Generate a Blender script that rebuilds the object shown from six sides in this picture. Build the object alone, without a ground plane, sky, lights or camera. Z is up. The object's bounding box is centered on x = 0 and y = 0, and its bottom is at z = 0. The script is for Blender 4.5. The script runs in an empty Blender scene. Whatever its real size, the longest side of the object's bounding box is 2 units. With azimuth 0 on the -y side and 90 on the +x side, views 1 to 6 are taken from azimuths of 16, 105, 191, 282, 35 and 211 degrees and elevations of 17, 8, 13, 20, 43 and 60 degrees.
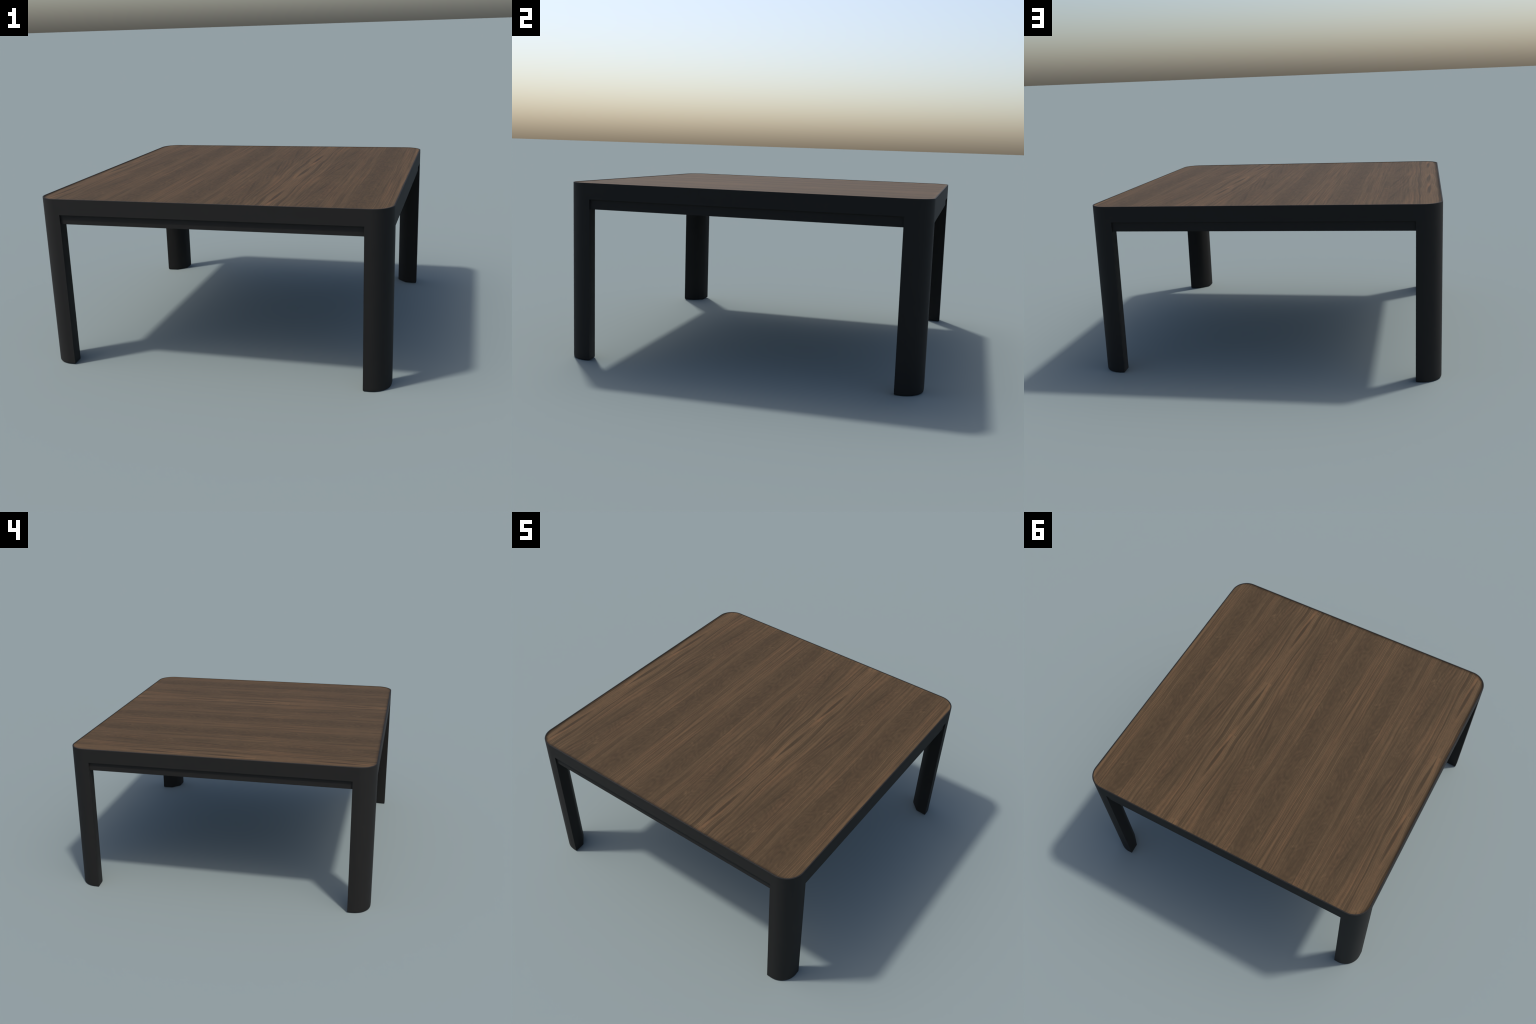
"""Square low table: walnut-look panel set in a black metal frame on four corner legs."""
import bpy, bmesh, math
from mathutils import Vector

# ------------------------------------------------------------------ sizes (metres)
HALF = 1.0            # half the side of the square top
TOP_Z = 1.0028        # upper edge of the metal rim
RAIL_Z = 0.9125       # lower edge of the top frame = top of the legs
APRON_Z = 0.8577      # lower edge of the recessed apron rail
CORNER_R = 0.114      # plan radius of the corners
RIM = 0.0076          # visible width of the metal rim round the wood
LEG_W = 0.1430        # how far a leg runs along each side
LEG_IN = 0.0755       # depth of the leg flank before the inner chamfer
APRON_SET = 0.0105    # how far the apron sits behind the frame
APRON_T = 0.055       # thickness of the apron rail
WOOD_Z = 1.0002       # the wood lies just below the rim
LIP_W = 0.018         # soft border along the edge of the wood


# ------------------------------------------------------------------ node helper
class Nodes:
    """Small arithmetic layer over shader nodes."""

    def __init__(self, tree):
        self.t = tree

    def new(self, kind, **kw):
        n = self.t.nodes.new(kind)
        for k, v in kw.items():
            setattr(n, k, v)
        return n

    def put(self, sock, v):
        if isinstance(v, bpy.types.NodeSocket):
            self.t.links.new(v, sock)
        else:
            sock.default_value = v

    def m(self, op, a, b=None, c=None, clamp=False):
        n = self.new("ShaderNodeMath", operation=op, use_clamp=clamp)
        for i, v in enumerate((a, b, c)):
            if v is not None:
                self.put(n.inputs[i], v)
        return n.outputs[0]

    def add(self, *a):
        s = a[0]
        for v in a[1:]:
            s = self.m("ADD", s, v)
        return s

    def sub(self, a, b): return self.m("SUBTRACT", a, b)
    def mul(self, *a):
        s = a[0]
        for v in a[1:]:
            s = self.m("MULTIPLY", s, v)
        return s

    def smooth(self, v, lo, hi, a=0.0, b=1.0):
        n = self.new("ShaderNodeMapRange", interpolation_type="SMOOTHSTEP", clamp=True)
        for i, x in enumerate((v, lo, hi, a, b)):
            self.put(n.inputs[i], x)
        return n.outputs[0]

    def bell(self, d, w):
        """1 at d = 0, falling to 0 at |d| = w."""
        return self.smooth(self.m("ABSOLUTE", d), 0.0, w, 1.0, 0.0)

    def vec(self, x, y, z):
        n = self.new("ShaderNodeCombineXYZ")
        for i, v in enumerate((x, y, z)):
            self.put(n.inputs[i], v)
        return n.outputs[0]

    def noise(self, v, scale=1.0, detail=2.0, rough=0.5):
        n = self.new("ShaderNodeTexNoise", noise_dimensions="3D")
        self.put(n.inputs["Vector"], v)
        n.inputs["Scale"].default_value = scale
        n.inputs["Detail"].default_value = detail
        n.inputs["Roughness"].default_value = rough
        return n.outputs["Fac"]

    def ramp(self, f, stops, mode="LINEAR"):
        n = self.new("ShaderNodeValToRGB")
        r = n.color_ramp
        r.interpolation = mode
        while len(r.elements) < len(stops):
            r.elements.new(0.5)
        for e, (p, c) in zip(r.elements, stops):
            e.position = p
            e.color = (*c, 1) if isinstance(c, tuple) else (c, c, c, 1)
        self.put(n.inputs[0], f)
        return n.outputs[0]

    def mix(self, f, a, b, blend="MIX"):
        n = self.new("ShaderNodeMix", data_type="RGBA", blend_type=blend)
        self.put(n.inputs[0], f)
        for s, v in ((n.inputs[6], a), (n.inputs[7], b)):
            self.put(s, (*v, 1) if isinstance(v, tuple) else v)
        return n.outputs[2]


def new_material(name):
    mat = bpy.data.materials.new(name)
    mat.use_nodes = True
    t = mat.node_tree
    return mat, Nodes(t), t.nodes["Principled BSDF"]


def lin(r, g, b):
    f = lambda c: c / 12.92 if c <= 0.04045 else ((c + 0.055) / 1.055) ** 2.4
    return tuple(f(v / 255) for v in (r, g, b))


# ------------------------------------------------------------------ materials
def black_metal():
    mat, n, p = new_material("black_powder_coat")
    co = n.new("ShaderNodeTexCoord").outputs["Object"]
    grain = n.noise(co, 420.0, 2.0)
    n.put(p.inputs["Base Color"], n.ramp(grain, [(0.3, (0.0038, 0.0031, 0.0022)), (0.7, (0.0048, 0.0039, 0.0028))]))
    p.inputs["Roughness"].default_value = 0.8
    p.inputs["Specular IOR Level"].default_value = 0.42
    return mat


HALF_LEAF = 0.636     # width of one veneer leaf; the leaves are book-matched
LEAF_AXIS = 0.343     # x of the cathedral seam
REPEAT = 1.2          # the veneer figure repeats along the grain
FANS = (0.11, -0.47, 0.64)     # y of the fans of slanting rings beside the seam
TONGUES = (-0.2433, 0.2437)   # y where the dark cathedral tongues start


def walnut():
    mat, n, p = new_material("walnut_veneer")
    xyz = n.new("ShaderNodeSeparateXYZ")
    n.put(xyz.inputs[0], n.new("ShaderNodeTexCoord").outputs["Object"])
    x, y = xyz.outputs[0], xyz.outputs[1]

    # signed distance s from the nearest cathedral seam, u = its book-matched value
    s = n.sub(n.m("FLOORED_MODULO", n.add(x, HALF_LEAF - LEAF_AXIS), 2 * HALF_LEAF), HALF_LEAF)
    u0 = n.m("ABSOLUTE", s)

    # grain coordinate that closes on itself every REPEAT metres
    ang = n.mul(y, 2 * math.pi / REPEAT)
    rad = REPEAT / (2 * math.pi)
    cy, sy = n.mul(n.m("COSINE", ang), rad), n.mul(n.m("SINE", ang), rad)

    def along(a, fx, fy, off=0.0):
        return n.vec(n.add(n.mul(a, fx), off), n.mul(cy, fy), n.mul(sy, fy))

    drift = n.mul(n.sub(n.noise(along(u0, 4.0, 3.5), 1, 2), 0.5), 0.011)
    ripple = n.mul(n.sub(n.noise(along(u0, 20, 8, 7.0), 1, 2), 0.5), 0.0038)
    own = n.mul(n.sub(n.noise(along(x, 9, 5, 3.0), 1, 1), 0.5), 0.007)
    # the rings near the seam bulge round each cathedral tongue
    bulge = 0.0
    for tip in TONGUES:
        v = n.m("FLOORED_MODULO", n.sub(y, tip), REPEAT)
        bulge = n.add(bulge, n.mul(n.smooth(v, 0.0, 0.24), n.smooth(v, 0.27, 0.50, 1.0, 0.0)))
    bulge = n.mul(bulge, n.smooth(u0, 0.02, 0.24, 1.0, 0.0), 0.010)
    u = n.sub(n.add(u0, drift, ripple, own), bulge)

    # succession of light and dark bands from the seam to the leaf edge
    k = 1.0 / HALF_LEAF
    inner = [(0.000, .48), (0.030, .54), (0.043, .44), (0.052, .06), (0.061, .38), (0.070, .56), (0.080, .24),
             (0.089, .70), (0.096, .30), (0.103, .62), (0.118, .55), (0.132, .08), (0.143, .48),
             (0.154, .14), (0.165, .52), (0.176, .16), (0.188, .46), (0.199, .10), (0.215, .40), (0.234, .32),
             (0.262, .34), (0.285, .40)]
    outer = [(0.262, .34), (0.285, .40), (0.322, .52), (0.345, .36), (0.385, .44), (0.402, .52), (0.414, .32),
             (0.455, .22), (0.505, .28), (0.550, .38), (0.592, .46), (0.605, .57), (0.618, .44), (0.636, .50)]
    # Beside the seam the rings fan outward along the grain and start anew three times per repeat:
    # three slanted readings of the bands, each fading into the next.
    slant = n.mul(n.smooth(u0, 0.05, 0.20), n.smooth(u0, 0.21, 0.29, 1.0, 0.0), 0.15)
    total, base, medium = 0.001, 0.0, 0.0
    for i, y0 in enumerate(FANS):
        v = n.sub(n.m("FLOORED_MODULO", n.add(n.sub(y, y0), REPEAT / 2), REPEAT), REPEAT / 2)
        uf = n.sub(u, n.mul(v, slant))
        w = n.smooth(n.m("ABSOLUTE", n.add(v, n.mul(ripple, 6.0))), 0.16, 0.36, 1.0, 0.0)
        total = n.add(total, w)
        base = n.add(base, n.mul(w, n.ramp(n.mul(uf, k), [(a * k, b) for a, b in inner], "EASE")))
        medium = n.add(medium, n.mul(w, n.sub(n.noise(along(uf, 100, 1.5, 5.0 + 0.3 * i), 1, 2, .5), 0.5)))
    base, medium = n.m("DIVIDE", base, total), n.m("DIVIDE", medium, total)
    far = n.smooth(u, 0.262, 0.285)
    base = n.add(n.mul(base, n.sub(1.0, far)), n.mul(far, n.ramp(n.mul(u, k), [(a * k, b) for a, b in outer], "EASE")))

    # where the fine streaks are strong
    streaky = n.ramp(n.mul(u, k), [(a * k, v) for a, v in
                                   [(0, .45), (.05, .75), (.13, .75), (.20, .35), (.25, .35), (.28, .8), (.40, .75),
                                    (.425, .18), (.51, .22), (.55, .8), (.60, 1.0), (.636, .8)]])
    fine = n.sub(n.noise(along(u, 330, 2.0, 1.0), 1, 2, .6), 0.5)
    cloud = n.sub(n.noise(along(u, 14, 6.0, 9.0), 1, 2, .5), 0.5)
    mottle = n.sub(n.noise(along(u0, 55, 26.0, 4.0), 1, 3, .6), 0.5)
    pores = n.sub(n.noise(n.vec(n.mul(x, 430), n.mul(y, 40), 0.0), 1, 2, .6), 0.5)
    quiet = n.sub(1.0, streaky)
    # loose arcs and islands of ring figure in the quiet bands
    relief = n.add(n.noise(along(u0, 9.0, 5.0, 21.0), 1, 1, .4), n.mul(mottle, 0.03))
    arcs = n.mul(n.m("COSINE", n.mul(relief, 2 * math.pi * 10)), quiet, n.smooth(u0, 0.14, 0.22))
    tone = n.add(base, n.mul(arcs, 0.10), n.mul(fine, n.add(n.mul(streaky, 2.25), 0.24)), n.mul(medium, n.add(n.mul(streaky, .62), .12)),
                 n.mul(cloud, 0.28), n.mul(mottle, n.add(n.mul(quiet, .60), 0.10)), n.mul(pores, 0.30))

    # cathedral wedges: dark tongues that start in a point on the seam
    for tip, size in zip(TONGUES, (1.0, 0.9)):
        v = n.m("FLOORED_MODULO", n.sub(y, tip), REPEAT)
        d = n.m("ABSOLUTE", n.add(n.sub(n.add(s, 0.011), n.mul(v, 0.045)), n.mul(ripple, 0.8)))
        w = n.mul(n.smooth(v, 0.0, 0.20, 0.001, 0.0105), n.smooth(v, 0.26, 0.47, 1.0, 0.30))
        live = n.mul(n.smooth(v, 0.0, 0.012), n.smooth(v, 0.22, 0.46, size, 0.0))
        e = n.sub(d, w)
        flank = n.mul(n.smooth(e, -0.002, 0.006), n.smooth(e, 0.012, 0.034, 1.0, 0.0),
                      n.smooth(v, 0.0, 0.46, 1.0, 0.35), n.smooth(v, 0.42, 0.60, 1.0, 0.0))
        ahead = n.mul(n.bell(n.add(s, 0.006), 0.030), n.smooth(n.m("FLOORED_MODULO", n.sub(tip, y), REPEAT), 0.0, 0.13, 1.0, 0.0))
        tone = n.add(tone, n.mul(flank, n.smooth(s, -0.02, 0.03, 0.36, 0.22)), n.mul(ahead, 0.18),
                     n.mul(n.smooth(e, -0.004, 0.004, 1.0, 0.0), live, -0.52))

    # short dark dashes within the fans
    for y0, uc in zip(FANS, (0.205, 0.212, 0.200)):
        v = n.sub(n.m("FLOORED_MODULO", n.add(n.sub(y, y0), REPEAT / 2), REPEAT), REPEAT / 2)
        d = n.sub(n.add(u0, n.mul(ripple, 1.5), n.mul(own, 0.5)), n.add(n.mul(v, 0.16), uc))
        tone = n.add(tone, n.mul(n.bell(d, 0.012), n.bell(v, 0.14), -0.22))

    # pale curls in the quiet bands
    for uc, y0 in ((0.510, -0.452), (0.262, -0.355), (0.255, 0.392)):
        v = n.sub(n.m("FLOORED_MODULO", n.add(n.sub(y, y0), REPEAT / 2), REPEAT), REPEAT / 2)
        arch = n.sub(v, n.mul(n.m("POWER", n.m("ABSOLUTE", n.mul(n.sub(n.add(u0, n.mul(ripple, 3.0)), uc), 26.0)), 1.5), 0.10))
        tone = n.add(tone, n.mul(n.bell(arch, 0.030), n.bell(n.sub(u0, uc), 0.038), 0.20))

    # the strongest pale streaks run to orange, unevenly
    warm = n.noise(along(u, 30, 2.0, 13.0), 1, 2)
    t01 = n.m("MULTIPLY_ADD", tone, 1.0, 0.0, clamp=True)
    cool = n.ramp(t01, [(0.0, (0.0392, 0.0241, 0.0102)), (0.40, (0.0613, 0.0373, 0.0167)),
                        (0.68, (0.0828, 0.0503, 0.0237)), (1.0, (0.1053, 0.0618, 0.0286))])
    hot = n.ramp(t01, [(0.0, (0.0398, 0.0239, 0.0105)), (0.40, (0.0634, 0.0371, 0.0167)),
                       (0.68, (0.0887, 0.0502, 0.0229)), (1.0, (0.1236, 0.0640, 0.0281))])
    n.put(p.inputs["Base Color"], n.mix(n.smooth(warm, 0.40, 0.72), cool, hot))
    p.inputs["Roughness"].default_value = 0.8
    p.inputs["Specular IOR Level"].default_value = 0.25
    return mat


# ------------------------------------------------------------------ geometry helpers
def square_loop(half, r, seg=20):
    """Plan outline of a square with rounded corners, counter-clockwise."""
    c = half - r
    pts = []
    for q in range(4):
        a0 = q * math.pi / 2
        cx, cy = (c, c, c) [0] * (1 if q in (0, 3) else -1), c * (1 if q in (0, 1) else -1)
        for i in range(seg + 1):
            a = a0 + i / seg * math.pi / 2
            pts.append((cx + r * math.cos(a), cy + r * math.sin(a)))
    return pts


def loft(bm, rings, closed=False, cap_first=False, cap_last=False):
    """Skin a list of equal-length closed rings of 3D points."""
    vs = [[bm.verts.new(p) for p in ring] for ring in rings]
    n = len(vs[0])
    pairs = list(zip(vs, vs[1:])) + ([(vs[-1], vs[0])] if closed else [])
    for a, b in pairs:
        for i in range(n):
            j = (i + 1) % n
            bm.faces.new((a[i], a[j], b[j], b[i]))
    if cap_first:
        bm.faces.new(list(reversed(vs[0])))
    if cap_last:
        bm.faces.new(vs[-1])


def finish(bm, name, mat, parent, angle=35):
    bmesh.ops.recalc_face_normals(bm, faces=bm.faces)
    me = bpy.data.meshes.new(name)
    bm.to_mesh(me)
    bm.free()
    me.materials.append(mat)
    me.shade_smooth()
    me.set_sharp_from_angle(angle=math.radians(angle))
    ob = bpy.data.objects.new(name, me)
    bpy.context.collection.objects.link(ob)
    ob.parent = parent
    return ob


def ring_at(inset, z):
    return [(x, y, z) for x, y in square_loop(HALF - inset, CORNER_R - inset)]


# ------------------------------------------------------------------ build
metal, wood = black_metal(), walnut()

table = bpy.data.objects.new("low_table", None)
table.empty_display_size = 0.3
bpy.context.collection.objects.link(table)
table["label"] = "square black metal low table with walnut wood top"
table["category"] = "coffee table"

# metal frame round the top: a ring with a small rounded upper edge and a lip for the panel
bm = bmesh.new()
B = 0.0011
edge = [(B * (1 - math.cos(a)), TOP_Z - B * (1 - math.sin(a))) for a in (0, math.pi / 6, math.pi / 3, math.pi / 2)]
section = [(0.075, RAIL_Z), (0.0, RAIL_Z), (0.0, TOP_Z - B - 0.0025)] + edge + [(RIM - 0.0006, TOP_Z), (RIM, TOP_Z - 0.0006), (RIM, 0.960), (0.075, 0.960)]
loft(bm, [ring_at(i, z) for i, z in section], closed=True)
finish(bm, "top_frame", metal, table)

# wood panel: flat, its border turning up into a tiny lip against the rim (smooth-shaded, so it reads soft)
bm = bmesh.new()
edge_in = RIM + 0.0003
loft(bm, [ring_at(edge_in, 0.9605), ring_at(edge_in, WOOD_Z + 0.0010), ring_at(edge_in + 0.0002, WOOD_Z + 0.0010),
          ring_at(edge_in + 0.0002, WOOD_Z), ring_at(edge_in + LIP_W, WOOD_Z)], cap_first=True, cap_last=True)
finish(bm, "tabletop_panel", wood, table, 100)

# apron rails recessed under the frame
bm = bmesh.new()
y0, y1 = -(HALF - APRON_SET), -(HALF - APRON_SET - APRON_T)
L = HALF - LEG_W + 0.002
c = 0.0012
sec = [(y0, RAIL_Z), (y0, APRON_Z + c), (y0 + c, APRON_Z), (y1 - c, APRON_Z), (y1, APRON_Z + c), (y1, RAIL_Z)]
loft(bm, [[(x, y, z) for y, z in sec] for x in (-L, L)], cap_first=True, cap_last=True)
apron = finish(bm, "apron_rail", metal, table)
for q in (1, 2, 3):
    o = apron.copy()
    o.rotation_euler.z = q * math.pi / 2
    bpy.context.collection.objects.link(o)

# legs: rounded outside, flat flanks, chamfered inner corner
bm = bmesh.new()


def leg_outline(shrink):
    e = HALF - shrink
    r = CORNER_R - shrink
    cc = HALF - CORNER_R
    a = HALF - LEG_W + shrink           # flank at the outer face
    b = HALF - LEG_W + 0.0045 + shrink  # flank where the inner chamfer starts
    d = HALF - LEG_IN
    pts = [(a, e)]
    pts += [(cc + r * math.sin(t), cc + r * math.cos(t)) for t in [i / 24 * math.pi / 2 for i in range(25)]]
    pts += [(e, a), (d, b), (b, d)]
    return pts


foot = [(0.0030, 0.0), (0.0016, 0.0012), (0.0006, 0.0036), (0.0001, 0.009), (0.0, 0.016)]
rings = [[(x, y, z) for x, y in leg_outline(s)] for s, z in foot]
rings += [[(x, y, RAIL_Z) for x, y in leg_outline(0.0)]]
loft(bm, rings, cap_first=True, cap_last=True)
leg = finish(bm, "leg", metal, table, 60)
for q in (1, 2, 3):
    o = leg.copy()
    o.rotation_euler.z = q * math.pi / 2
    bpy.context.collection.objects.link(o)
